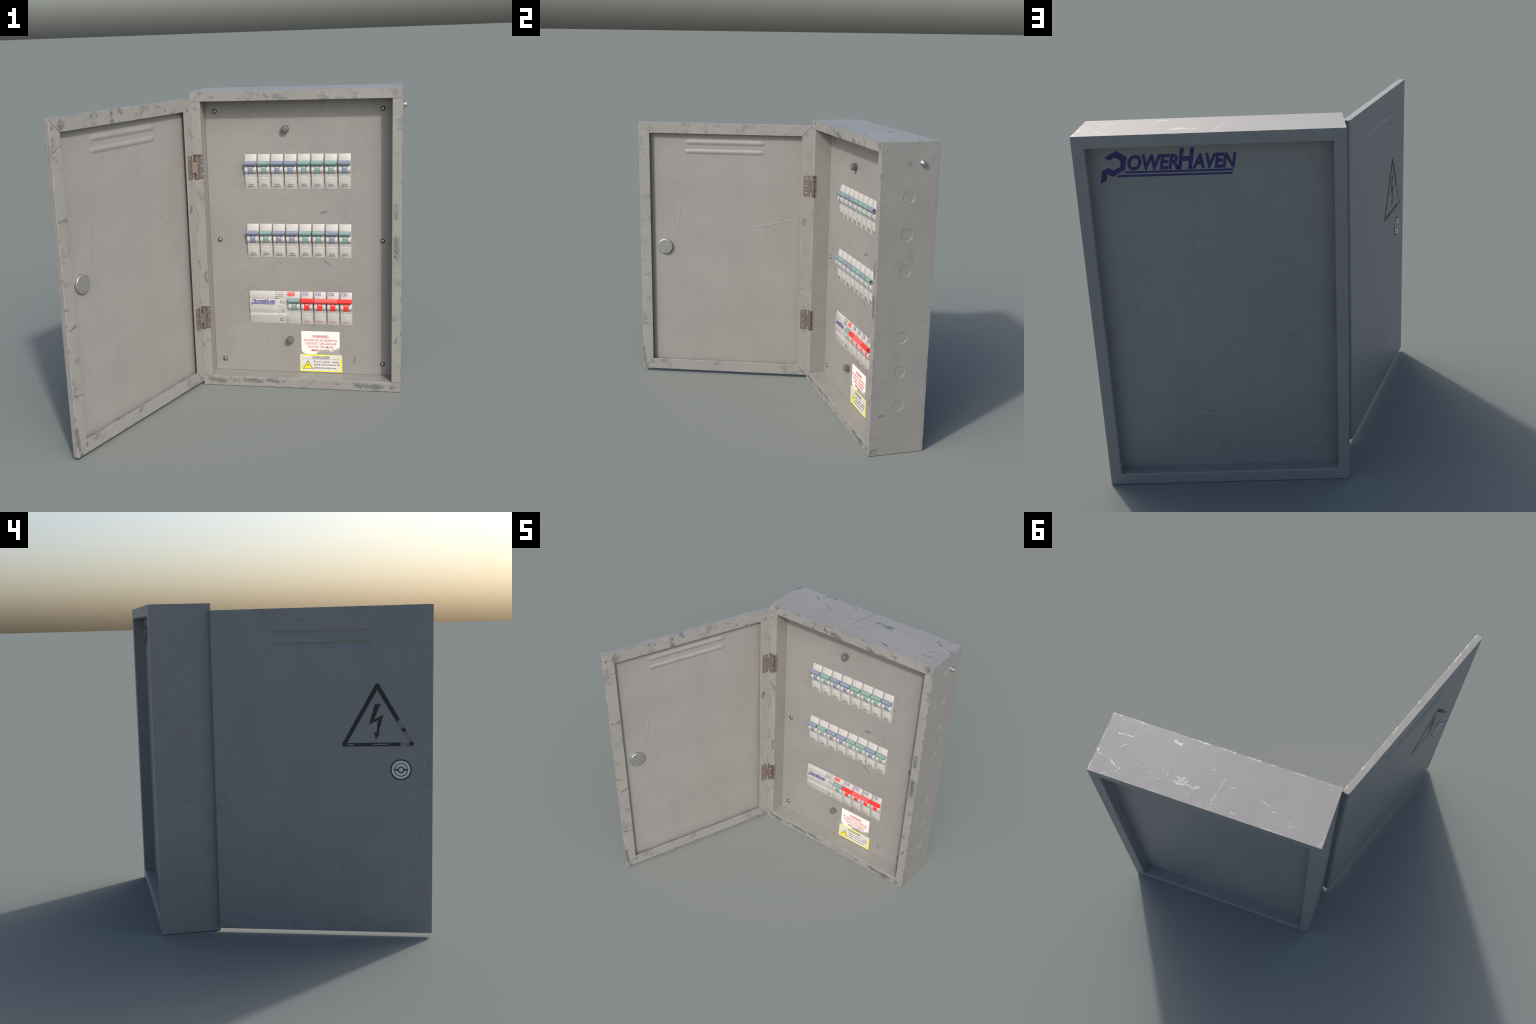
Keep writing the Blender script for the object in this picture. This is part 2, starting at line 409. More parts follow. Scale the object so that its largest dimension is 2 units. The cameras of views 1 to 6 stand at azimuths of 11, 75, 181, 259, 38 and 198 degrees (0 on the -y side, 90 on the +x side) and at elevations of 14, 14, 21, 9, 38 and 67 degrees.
def bevel_edges(bm, test, width, seg=2):
    es = [e for e in bm.edges if test(e.verts[0].co, e.verts[1].co)]
    if es:
        bmesh.ops.bevel(bm, geom=es, offset=width, segments=seg, profile=0.5, affect='EDGES', clamp_overlap=True)

def sharp_edges(bm, width, seg=2, angle=25, test=None):
    bm.normal_update()
    es = [e for e in bm.edges if len(e.link_faces) == 2 and e.calc_face_angle(0) > R(angle)
          and (test is None or test(e.verts[0].co, e.verts[1].co))]
    bmesh.ops.bevel(bm, geom=es, offset=width, segments=seg, profile=0.5, affect='EDGES', clamp_overlap=True)

def cut(ob, bm_cutters):
    me = to_mesh(bm_cutters, 'cutter')
    c = bpy.data.objects.new('cutter', me)
    bpy.context.collection.objects.link(c)
    md = ob.modifiers.new('cut', 'BOOLEAN')
    md.operation = 'DIFFERENCE'; md.solver = 'EXACT'; md.object = c
    c.matrix_world = ob.matrix_basis
    bpy.context.view_layer.update()
    dg = bpy.context.evaluated_depsgraph_get()
    new = bpy.data.meshes.new_from_object(ob.evaluated_get(dg))
    ob.modifiers.clear()
    ob.data = new
    bpy.data.objects.remove(c)

def round_poly(pts, r, n=5):
    """rounded corners on a polygon"""
    out = []
    m = len(pts)
    for i in range(m):
        p, a, b = Vector(pts[i]), Vector(pts[i - 1]), Vector(pts[(i + 1) % m])
        u, v = (a - p).normalized(), (b - p).normalized()
        half = u.angle(v) / 2
        d = min(r / math.tan(half), 0.45 * (a - p).length, 0.45 * (b - p).length)
        rr = d * math.tan(half)
        c = p + (u + v).normalized() * (rr / math.sin(half))
        s, e = p + u * d - c, p + v * d - c
        a0 = math.atan2(s.y, s.x); da = math.atan2(e.y, e.x) - a0
        while da > math.pi: da -= 2 * math.pi
        while da < -math.pi: da += 2 * math.pi
        for k in range(n + 1):
            t = a0 + da * k / n
            out.append((c.x + rr * math.cos(t), c.y + rr * math.sin(t)))
    return out

_txt = {}
def text_mesh(s, bold=0.0, shear=0.0, thick=0.02):
    key = (s, bold, shear)
    if key not in _txt:
        c = bpy.data.curves.new('lettering', 'FONT')
        c.body = s; c.size = 1.0; c.shear = shear; c.offset = bold
        c.extrude = thick; c.resolution_u = 3
        o = bpy.data.objects.new('lettering', c)
        bpy.context.collection.objects.link(o)
        dg = bpy.context.evaluated_depsgraph_get()
        me = bpy.data.meshes.new_from_object(o.evaluated_get(dg))
        bpy.data.objects.remove(o)
        _txt[key] = me
    return _txt[key]

def lettering(bm, s, x0, x1, z0, cap, bold=0.0, shear=0.0, thick=0.0005, mi=0, at=None):
    """text fitted between x0..x1 with baseline z0 and capital height cap; at(x,z,d) places it"""
    me = text_mesh(s, bold, shear)
    xs = [v.co.x for v in me.vertices]
    lo, hi = min(xs), max(xs)
    sx = (x1 - x0) / (hi - lo); sz = cap / 0.69
    vs = []
    for v in me.vertices:
        x = x0 + (v.co.x - lo) * sx
        z = z0 + v.co.y * sz
        d = thick if v.co.z > 0 else -thick * 0.6
        vs.append(bm.verts.new(at(x, z, d)))
    for p in me.polygons:
        try:
            f = bm.faces.new([vs[i] for i in p.vertices]); f.material_index = mi
        except ValueError:
            pass

# ------------------------------------------------------------------ cabinet shell
def build_ring(outer, inner, to3, d0, d1):
    bm = bmesh.new()
    rings = []
    for (u0, u1, v0, v1), d in ((outer, d0), (inner, d0), (inner, d1), (outer, d1)):
        rings.append([bm.verts.new(to3(u, v, d)) for u, v in ((u0, v0), (u1, v0), (u1, v1), (u0, v1))])
    for a, b in zip(rings, rings[1:] + rings[:1]):
        for k in range(4):
            bm.faces.new((a[k], b[k], b[(k + 1) % 4], a[(k + 1) % 4]))
    bmesh.ops.recalc_face_normals(bm, faces=bm.faces[:])
    return bm

bm = build_ring((X0, X1, Z0, Z1), (IX0, IX1, IZ0, IZ1), lambda u, v, d: (u, d, v), Y0, Y1)
def on_y(a, b): return abs(a.y - b.y) < 1e-5
def rim_edge(a, b):
    ins = lambda p: X0 + .01 < p.x < X1 - .01 and Z0 + .01 < p.z < Z1 - .01
    return on_y(a, b) and ins(a) and ins(b)
def outer_edge(a, b):
    o = lambda p: p.x < X0 + .01 or p.x > X1 - .01
    return (o(a) and o(b) and (on_y(a, b) or abs(a.y - b.y) > .1))
hinge_edge = lambda a, b: on_y(a, b) and a.y < Y0 + .01 and a.x < X0 + .01 and b.x < X0 + .01
bevel_edges(bm, hinge_edge, 0.0012, 2)
bevel_edges(bm, lambda a, b: outer_edge(a, b) and not (a.x < X0 + .01 and b.x < X0 + .01 and abs(a.z - b.z) > .5 and a.y < Y0 + .01), 0.0035, 3)
bevel_edges(bm, lambda a, b: rim_edge(a, b) and a.y < Y0 + .01, 0.0042, 3)
bevel_edges(bm, lambda a, b: rim_edge(a, b) and a.y > Y1 - .01, 0.0070, 3)
cabinet = link('cabinet', to_mesh(bm, 'cabinet'), [MAT_CAB, MAT_TOP, MAT_RIM])

cb = bmesh.new()
HZ = [(1.438, 1.592), (0.406, 0.560)]
for z0, z1 in HZ:                                        # hinge pockets in the hinge-side rim
    add_box(cb, -0.4405, IX0 + 0.004, Y0 - 0.01, 0.4425, z0 - 0.005, z1 + 0.005)
def knock(y, z, r, side):
    x = X1 if side > 0 else X0
    f = lambda a, b, h: (x + side * h, y + a, z + b)
    add_lathe(cb, [(0, 0.003), (r + 0.0045, 0.003), (r - 0.0006, -0.0021), (0, -0.0021)], f, 48)
for z in (1.667, 1.440, 1.2135, 0.786, 0.559, 0.334):
    knock(0.601, z, 0.0365, +1)
    knock(0.599, z, 0.0375, -1)
for z in (IZ0, IZ1):                                     # seams between the flanges
    for x0, x1 in ((X0 - .01, IX0 + 0.001), (IX1 - 0.001, X1 + .01)):
        add_box(cb, x0 if x0 > X0 else X0 + 0.004, x1 if x1 < X1 else X1 - 0.004, Y0 - .01, Y0 + 0.0032, z - 0.0015, z + 0.0015)
cut(cabinet, cb)
for p in cabinet.data.polygons:
    p.material_index = 1 if p.normal.z > .7 and p.center.z > 1.9 else 2 if p.normal.y < -.7 and p.center.y < Y0 + .01 else 0

# web plates: front mounting plate and recessed back plate
bm = bmesh.new()
add_box(bm, IX0 + .0015, IX1 - .0015, PLATE_Y, PLATE_Y + .006, IZ0 + .0015, IZ1 - .0015)
add_box(bm, IX0 - .002, IX1 + .002, PLATE_Y + .007, PLATE_Y + .03, IZ0 - .002, IZ1 + .002)
plate = link('mounting_plate', to_mesh(bm, 'mounting_plate'), MAT_PLATE)
bm = bmesh.new()
add_box(bm, IX0 - .002, IX1 + .002, REAR_Y - .008, REAR_Y, IZ0 - .002, IZ1 + .002)
back = link('back_plate', to_mesh(bm, 'back_plate'), MAT_REAR)

# ------------------------------------------------------------------ maker's mark
def logo(bm, at, mi=0, thick=0.0005):
    """angular P with the word running over two bars; at(X,Z,d) in the size of the back print"""
    P = [(-.703, 1.897), (-.653, 1.864), (-.668, 1.798), (-.732, 1.764), (-.759, 1.779), (-.766, 1.746), (-.798, 1.730),
         (-.784, 1.795), (-.752, 1.811), (-.725, 1.797), (-.692, 1.814), (-.685, 1.845), (-.713, 1.864), (-.743, 1.848), (-.767, 1.864)]
    add_prism(bm, P, at, -thick * .6, thick, mi)
    add_prism(bm, [(-.662, 1.790), (-.679, 1.780), (-.123, 1.777), (-.119, 1.788)], at, -thick * .6, thick, mi)
    add_prism(bm, [(-.701, 1.772), (-.717, 1.761), (-.128, 1.759), (-.124, 1.770)], at, -thick * .6, thick, mi)
    kw = dict(bold=0.042, shear=0.24, thick=thick, mi=mi, at=at)
    lettering(bm, 'OWER', -.653, -.392, 1.798, .072, **kw)
    lettering(bm, 'H', -.402, -.310, 1.797, .100, **kw)
    lettering(bm, 'AVEN', -.329, -.100, 1.797, .071, **kw)

bm = bmesh.new()
logo(bm, lambda X, Z, d: (-.0013 - .993 * X, REAR_Y + d, .0205 + .993 * Z))
link('maker_logo', to_mesh(bm, 'maker_logo'), MAT_NAVYDARK, back)

# ------------------------------------------------------------------ screws and knobs on the mounting plate
def screw_mesh(r, h, mi_ring=1):
    bm = bmesh.new()
    f = lambda a, b, h_: (a, -h_, b)
    add_lathe(bm, [(0, h), (r * .45, h * .95), (r * .8, h * .72), (r, h * .25), (r, -.002)], f, 24)
    add_lathe(bm, [(r * 1.02, .0006), (r * 1.32, .0006), (r * 1.36, -.001)], f, 24, 1)
    me = to_mesh(bm, 'screw')
    for m in (MAT_SCREW, MAT_DARK): me.materials.append(m)
    return me
def slot_cut(ob, r, depth, angle, w, cross=False):
    for k in range(2 if cross else 1):
        c = bmesh.new()
        vs = add_box(c, -r * 1.2, r * 1.2, -.03, -depth, -w, w)
        bmesh.ops.rotate(c, verts=vs, cent=(0, 0, 0), matrix=Matrix.Rotation(angle + k * math.pi / 2, 3, 'Y'))
        cut(ob, c)
for x, z, a in ((-.318, 1.863, 0.05), (.773, 1.863, 1.45), (-.318, 1.0025, .5), (.773, 1.0025, 1.2), (-.317, .1455, .9), (.773, .1455, .3)):
    s = link('screw', screw_mesh(0.0125, 0.007), None, plate, smooth=40)
    slot_cut(s, .0125, .0035, a, .0016)
    s.matrix_basis = Matrix.Translation((x, PLATE_Y, z))

bm = bmesh.new()
ribs = 15
rad = lambda k: 1.0 if (k % 4) in (0, 1) else 0.84
f = lambda a, b, h: (a, -h, b)
add_lathe(bm, [(0.0245, -.003), (0.0245, .030), (0.0225, .0325)], f, ribs * 4, 0, rad)
add_lathe(bm, [(0.0215, .0315), (0.0200, .0355), (0.015, .0385), (.008, .0398), (0, .0402)], f, 40)
knob = to_mesh(bm, 'knob')
for z in (1.744, 0.3045):
    link('cover_knob', knob, MAT_KNOB, plate, Matrix.Translation((.148, PLATE_Y, z)), smooth=25)

# ------------------------------------------------------------------ earth stud and earth symbol on the side
bm = bmesh.new()
f = lambda a, b, h: (X1 + h, .680 + a, 1.874 + b)
add_lathe(bm, [(.0185, -.001), (.0185, .005), (.016, .0068), (.010, .007)], f, 32)
add_lathe(bm, [(.010, .006), (.010, .0105)], f, 24)
add_lathe(bm, [(.010, .0098), (.0175, .0098), (.0175, .0165), (.0155, .0185), (.009, .0185)], f, 6)
add_lathe(bm, [(.0095, .018), (.0095, .0205), (.007, .0226), (0, .0228)], f, 24)
link('earth_bolt', to_mesh(bm, 'earth_bolt'), MAT_STEEL, cabinet, smooth=30)
bm = bmesh.new()
f = lambda a, b, h: (X1 + h, .597 + a, 1.874 + b)
ring = [(.0225, -.001), (.0243, .0016), (.0262, .0016), (.0280, -.001)]
add_lathe(bm, ring, f, 48)
def bar(y0, y1, z0, z1):
    add_box(bm, X1 - .001, X1 + .0022, .597 + y0, .597 + y1, 1.874 + z0, 1.874 + z1)
bar(-.0016, .0016, .0015, .016)
bar(-.0125, .0125, -.0015, .0015); bar(-.008, .008, -.0075, -.005); bar(-.004, .004, -.0135, -.011)
link('earth_symbol', to_mesh(bm, 'earth_symbol'), MAT_CAB, cabinet, smooth=30)

# ------------------------------------------------------------------ door
to_door = lambda u, v, d: (u, d, v)
bm = build_ring((DS0, DL, DZ0, DZ1), (OS0, OS1, OZ0, OZ1), to_door, 0.0, -DT)
bevel_edges(bm, lambda a, b: a.x < .001 and b.x < .001 and on_y(a, b) and a.y < -.01, 0.014, 6)
bevel_edges(bm, lambda a, b: a.x < .001 and b.x < .001 and on_y(a, b) and a.y > -.01, 0.0015, 2)
bevel_edges(bm, lambda a, b: a.x > DL - .001 and b.x > DL - .001 and on_y(a, b), 0.005, 3)
bevel_edges(bm, lambda a, b: on_y(a, b) and (abs(a.y) < 1e-5 or abs(a.y + DT) < 1e-5) and abs(a.z - b.z) < 1e-5
            and (a.z > DZ1 - .001 or a.z < DZ0 + .001), 0.0035, 3)
bevel_edges(bm, lambda a, b: abs(a.y) < 1e-5 and abs(b.y) < 1e-5 and min(a.x, b.x) > OS0 - .001 and max(a.x, b.x) < OS1 + .001
            and OZ0 - .001 < min(a.z, b.z) and max(a.z, b.z) < OZ1 + .001, 0.0025, 2)
door = link('door', to_mesh(bm, 'door'), MAT_DOOR, ROOT, DOOR_M)
cb = bmesh.new()
for (sa, za), (sb, zb) in (((.004, DZ1 - .005), (OS0, OZ1)), ((.004, DZ0 + .005), (OS0, OZ0)),
                           ((DL - .004, DZ1 - .005), (OS1, OZ1)), ((DL - .004, DZ0 + .005), (OS1, OZ0))):
    a, b = Vector((sa, za)), Vector((sb, zb))
    n = (b - a).normalized(); p = Vector((-n.y, n.x)) * .0014
    b = b + n * .004
    add_prism(cb, [tuple(a + p), tuple(a - p), tuple(b - p), tuple(b + p)], to_door, -.0030, .01)
cut(door, cb)
cb = bmesh.new()                       # the rim is a folded lip: hollow behind
add_box(cb, .015, DL - .006, -.0372, -.0060, DZ0 + .006, DZ1 - .006)
cut(door, cb)

# pressed sheet with two stiffening ribs
def rib(s, z):
    h = 0.0
    for zc, s0, s1 in ((1.8115, .382, .908), (1.7430, .386, .914)):
        sx = max(s0 - s, 0, s - s1)
        d = math.hypot(sx / 1.9, z - zc) / .0220
        if d < 1:
            e = min(max((d - .12) / .88, 0), 1)          # flat crown, soft flanks
            h = max(h, 1 - e * e * (3 - 2 * e))
    return 0.0062 * h
def lines(a, b, d0, d1, step):
    n = int((d1 - d0) / step)
    return [a] + [d0 + (d1 - d0) * k / n for k in range(n + 1)] + [b]
S_ = lines(OS0, OS1, .338, .958, .0045)
Z_ = lines(OZ0, OZ1, 1.715, 1.840, .0030)
bm = bmesh.new()
grid = [[[bm.verts.new((s, y + k * rib(s, z), z)) for z in Z_] for s in S_] for y, k in ((-DT, 1.30), (-.0372, 0.95))]
for L in range(2):
    for i in range(len(S_) - 1):
        for j in range(len(Z_) - 1):
            g = grid[L]
            f = bm.faces.new((g[i][j], g[i + 1][j], g[i + 1][j + 1], g[i][j + 1]))
ns, nz = len(S_), len(Z_)
loop = [(i, 0) for i in range(ns)] + [(ns - 1, j) for j in range(1, nz)] + [(i, nz - 1) for i in range(ns - 2, -1, -1)] + [(0, j) for j in range(nz - 2, 0, -1)]
for (i, j), (k, l) in zip(loop, loop[1:] + loop[:1]):
    bm.faces.new((grid[0][i][j], grid[0][k][l], grid[1][k][l], grid[1][i][j]))
link('door_panel', to_mesh(bm, 'door_panel'), MAT_SKIN, door, smooth=60)

# printed warning triangle on the outside of the door
UNDER = (0.30, 0.285, 0.262)
MAT_TRI = worn_print('worn_black_print', (0.020, 0.022, 0.020), UNDER,
    [((1.100, -DT, 1.290), (1.108, -DT, 1.268), .026), ((1.130, -DT, 1.222), (1.152, -DT, 1.188), .030),
     ((1.112, -DT, 1.163), (1.140, -DT, 1.163), .022), ((0.94, -DT, 1.163), (1.03, -DT, 1.163), .006),
     ((0.80, -DT, 1.163), (0.83, -DT, 1.161), .008)], 0.55, 0.46, 0.25, 0.66)
def tri_uv(u, v): return (.765 + (u - 150) / 865 * .414, 1.5127 - (v - 168) / 752 * .3607)
bm = bmesh.new()
out3 = lambda s, z, d: (s, -DT - d, z)
T0 = round_poly([tri_uv(576, 130), tri_uv(130, 920), tri_uv(1033, 920)], .013, 6)
I0 = [tri_uv(576, 240), tri_uv(212, 876), tri_uv(958, 876)]
def ring_between(bm, outer, inner, place, d0, d1, mi=0):
    """frame between two polygons: outer has m points per inner corner"""
    m = len(outer) // len(inner)
    for base, top in ((d0, d1),):
        vo = [[bm.verts.new(place(u, v, d)) for u, v in outer] for d in (base, top)]
        vi = [[bm.verts.new(place(u, v, d)) for u, v in inner] for d in (base, top)]
        n = len(outer); k = len(inner)
        for lv in (0, 1):
            for c in range(k):
                for a in range(m - 1):
                    f = bm.faces.new((vo[lv][c * m + a], vo[lv][c * m + a + 1], vi[lv][c])); f.material_index = mi
                f = bm.faces.new((vo[lv][c * m + m - 1], vo[lv][(c * m + m) % n], vi[lv][(c + 1) % k], vi[lv][c])); f.material_index = mi
        for a in range(n):
            f = bm.faces.new((vo[0][a], vo[0][(a + 1) % n], vo[1][(a + 1) % n], vo[1][a])); f.material_index = mi
        for a in range(k):
            f = bm.faces.new((vi[0][a], vi[0][(a + 1) % k], vi[1][(a + 1) % k], vi[1][a])); f.material_index = mi
ring_between(bm, T0, I0, out3, -.0004, .0005)
BOLT = [(548, 405), (618, 405), (535, 597), (650, 536), (588, 768), (615, 755), (557, 838), (538, 740), (566, 764), (582, 603), (477, 655)]
add_prism(bm, [tri_uv(*p) for p in BOLT], out3, -.0004, .0005)
link('warning_triangle', to_mesh(bm, 'warning_triangle'), MAT_TRI, door)

# lock: barrel face outside, round cap inside
SL, ZL = 1.1045, 1.0137
bm = bmesh.new()
f = lambda a, b, h: (SL + a, -DT - h, ZL + b)
add_lathe(bm, [(.0625, -.001), (.0610, .0010), (.0545, .0012), (.0545, -.001)], f, 56, 1)           # dark ring modelled for the soft contact shadow round the lock
add_lathe(bm, [(.0540, -.001), (.0540, .0030), (.0525, .0042), (.0385, .0042), (.0385, .0012), (.0355, .0012),
               (.0355, .0042), (.0190, .0042), (.0190, .0008), (.0130, .0008), (.0130, .0036), (.0115, .0044), (0, .0044)], f, 56)
# near-black rings standing just proud of the lock face; the cross bars follow below
add_lathe(bm, [(.0395, .0035), (.0395, .0045), (.0352, .0045), (.0352, .0035)], f, 56, 1)
add_lathe(bm, [(.0195, .0035), (.0195, .0045), (.0132, .0045), (.0132, .0035)], f, 56, 1)
me = to_mesh(bm, 'lock_barrel'); me.materials.append(MAT_LOCK); me.materials.append(MAT_DARK)
lock = link('lock_barrel', me, None, door, smooth=35)
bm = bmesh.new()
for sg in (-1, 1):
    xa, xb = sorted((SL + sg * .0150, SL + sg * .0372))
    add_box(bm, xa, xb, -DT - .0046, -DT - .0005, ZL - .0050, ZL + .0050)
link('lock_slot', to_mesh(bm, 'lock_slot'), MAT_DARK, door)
bm = bmesh.new()
f = lambda a, b, h: (SL - .001 + a, -.0372 + h, ZL + b)
add_lathe(bm, [(.0560, -.002), (.0575, .004), (.0575, .0135), (.0568, .0162), (.0550, .0180), (.0520, .0192), (0, .0194)], f, 64)
link('lock_cap', to_mesh(bm, 'lock_cap'), MAT_DULL, door, smooth=14)

# ------------------------------------------------------------------ hinges
PIN = Vector((-0.4236, 0.428, 0))
INV = DOOR_M.inverted()
for z0, z1 in HZ:
    zm = (z0 + z1) / 2
    za, zb = zm - .036, zm + .036
    hinge_bm = bmesh.new()
    # leaf in the cabinet pocket
    add_box(hinge_bm, -.4385, -.3815, .4385, .4420, z0, z1)
    bevel_edges(hinge_bm, lambda a, b: True, .0006, 1)
    hinge = link('hinge', to_mesh(hinge_bm, 'hinge'), MAT_BRASS)
    # knuckles on the pin
    bm = bmesh.new()
    f = lambda a, b, h: (PIN.x + a, PIN.y + b, h)
    for a, b, r in ((z0 + .001, za - .0008, .0132), (zb + .0008, z1 - .001, .0132)):
        add_lathe(bm, [(0, a), (r - .0015, a), (r, a + .0015), (r, b - .0015), (r - .0015, b), (0, b)], f, 28)
    link('pin_knuckle', to_mesh(bm, 'pin_knuckle'), MAT_PIN, hinge, smooth=35)
    # leaf on the door with its wrapped knuckle
    bm = bmesh.new()
    D = lambda u, v, d: DOOR_M @ Vector((u, v, d))
    leaf = round_poly([(.010, z0), (.0575, z0), (.0575, z1), (.010, z1)], .004, 3)
    add_prism(bm, leaf, lambda u, v, d: DOOR_M @ Vector((u, d, v)), .0002, .0034)
    c = INV @ PIN
    add_prism(bm, [(.016, .0004), (.016, .0046), (c.x + .009, c.y + .0108), (c.x, c.y)], D, za, zb)
    f = lambda a, b, h: DOOR_M @ Vector((c.x + a, c.y + b, h))
    r = .0145
    add_lathe(bm, [(0, za), (r - .0012, za), (r, za + .0012), (r, zb - .0012), (r - .0012, zb), (0, zb)], f, 28)
    link('door_leaf', to_mesh(bm, 'door_leaf'), MAT_BRASS, hinge, smooth=35)
    # countersunk screws
    bm = bmesh.new()
    for z in (z0 + .024, zm, z1 - .023):
        f = lambda a, b, h: DOOR_M @ Vector((.034 + a, .0034 + h, z + b))
        add_lathe(bm, [(.0072, -.001), (.0072, .0006), (.0054, .0014), (.0030, .0011), (.0028, .0002), (0, .0002)], f, 16)
        f = lambda a, b, h: (-.3905 + a, .4385 - h, z + .003 + b)
        add_lathe(bm, [(.0072, -.001), (.0072, .0006), (.0054, .0014), (.0030, .0011), (.0028, .0002), (0, .0002)], f, 16)
    link('hinge_screw', to_mesh(bm, 'hinge_screw'), MAT_STEEL, hinge, smooth=40)

# ------------------------------------------------------------------ circuit breakers
# local frame: x to the right from the left side, y = -(how far it stands out), z = down from the top edge (negative)
def prof_at(prof, z):
    for (za, pa), (zb, pb) in zip(prof, prof[1:]):
        if zb <= z <= za:
            return pa + (pb - pa) * (z - za) / (zb - za)
    return prof[-1][1]
MCB = [(0, .0005), (-.006, .0040), (-.040, .0140), (-.066, .0150), (-.122, .0130), (-.1475, .0102), (-.1495, .0125),
       (-.182, .0130), (-.205, .0080), (-.2285, .0005)]
def body_prism(bm, prof, x0, x1, mi=0, bev=.0016):
    poly = [(z, p) for z, p in prof] + [(prof[-1][0], -.004), (prof[0][0], -.004)]
    tmp = bmesh.new()
    add_prism(tmp, poly, lambda z, p, x: (x, -p, z), x0, x1, mi)
    bmesh.ops.recalc_face_normals(tmp, faces=tmp.faces[:])
    es = [e for e in tmp.edges if abs(e.verts[0].co.x - e.verts[1].co.x) < 1e-6 and e.verts[0].co.y < .001 and e.verts[1].co.y < .001]
    bmesh.ops.bevel(tmp, geom=es, offset=bev, segments=2, profile=.5, affect='EDGES', clamp_overlap=True)
    me = bpy.data.meshes.new('tmp'); tmp.to_mesh(me); tmp.free()
    bm.from_mesh(me); bpy.data.meshes.remove(me)
def arc(zc, pc, r, a0, a1, n=10):
    return [(zc + r * math.sin(a0 + (a1 - a0) * k / n), pc + r * math.cos(a0 + (a1 - a0) * k / n)) for k in range(n + 1)]
LUG = arc(-.1005, .0055, .0252, R(80), R(-80), 12)
LEVER = [(-.068, .010), (-.076, .0205), (-.086, .0250), (-.097, .0266), (-.1065, .0262), (-.1078, .0246), (-.1090, .0260),
         (-.1180, .0238), (-.1260, .0190), (-.1325, .0125)]
def lug_parts(bm, x0, w=.078):
    """rocker cheeks, bearing blocks and label clip of one pole"""
    for a, b in ((.0005, .0212), (.0548, w - .0005)):
        body_prism(bm, LUG, x0 + a, x0 + b, 0, .0018)
        add_box(bm, x0 + a + .001, x0 + b - .001, -.0128, 0, -.1475, -.120, 1)
    add_prism(bm, [(-.128, .0160), (-.148, .0118), (-.15, 0), (-.128, 0)], lambda z, p, x: (x, -p, z), x0 + .0235, x0 + .0530)
    add_prism(bm, [(-.1525, .0126), (-.154, .0146), (-.163, .0140), (-.165, .0126), (-.165, .005), (-.1525, .005)],
              lambda z, p, x: (x, -p, z), x0 + .0235, x0 + .0555)
    for a in (.0052, .0625):
        add_box(bm, x0 + a, x0 + a + .0120, -.01295, -.01, -.1625, -.1545, 1)
    for a in (.0012, w - .0042):
        add_box(bm, x0 + a, x0 + a + .0030, -.0134, -.01, -.1825, -.1790, 2)
def breaker_mesh():
    bm = bmesh.new()
    body_prism(bm, MCB, 0, .078)
    lug_parts(bm, 0)
    me = to_mesh(bm, 'circuit_breaker')
    for m in (MAT_WHITE, MAT_GREYWHITE, MAT_GREYINK): me.materials.append(m)
    me.shade_smooth(); me.set_sharp_from_angle(angle=R(28))
    return me
BREAKER = breaker_mesh()

BAR_Z, BAR_P, BAR_R = -.0565, .0285, .0150
def toggle_mesh(length, mats, band=None):
    """finger bar with hollow ends"""
    bm = bmesh.new()
    r = BAR_R
    f = lambda a, b, h: (h, -(BAR_P + a), BAR_Z + b)
    L = length
    prof = [(0, .008), (.0065, .008), (.0070, .0004), (r - .0022, 0), (r - .0006, .0008), (r, .0026), (r, .0062), (r - .0005, .0066), (r, .0070)]
    add_lathe(bm, prof, f, 28)
    if band:
        add_lathe(bm, [(r, .0070), (r, band[0])], f, 28)
        add_lathe(bm, [(r, band[0]), (r, band[1])], f, 28, 2)
        add_lathe(bm, [(r, band[1]), (r, L - .0070)], f, 28)
    else:
        add_lathe(bm, [(r, .0070), (r, L - .0070)], f, 28)
    add_lathe(bm, [(q, L - h) for q, h in reversed(prof)], f, 28)
    for fc in bm.faces:
        c = fc.calc_center_median()
        if all(math.hypot(-v.co.y - BAR_P, v.co.z - BAR_Z) < .0068 for v in fc.verts):
            fc.material_index = 1
    # neck joining the bar to the lever
    return bm
def lever_parts(bm, x0):
    body_prism(bm, LEVER, x0 + .0222, x0 + .0538, 0, .0004)
    add_prism(bm, [(-.060, .008), (-.060, .034), (-.070, .030), (-.080, .0225), (-.085, .008)], lambda z, p, x: (x, -p, z), x0 + .0240, x0 + .0520)
def finish(bm, name, mats, sm=28):
    bmesh.ops.remove_doubles(bm, verts=bm.verts[:], dist=1e-6)
    me = to_mesh(bm, name)
    for m in mats: me.materials.append(m)
    me.shade_smooth(); me.set_sharp_from_angle(angle=R(sm))
    return me
def toggles(mat):
    bm = toggle_mesh(.0775, None)
    lever_parts(bm, 0)
    return finish(bm, 'toggle', (mat, MAT_DARK))
TOGGLE = {'b': toggles(MAT_BLUE), 't': toggles(MAT_TEAL)}

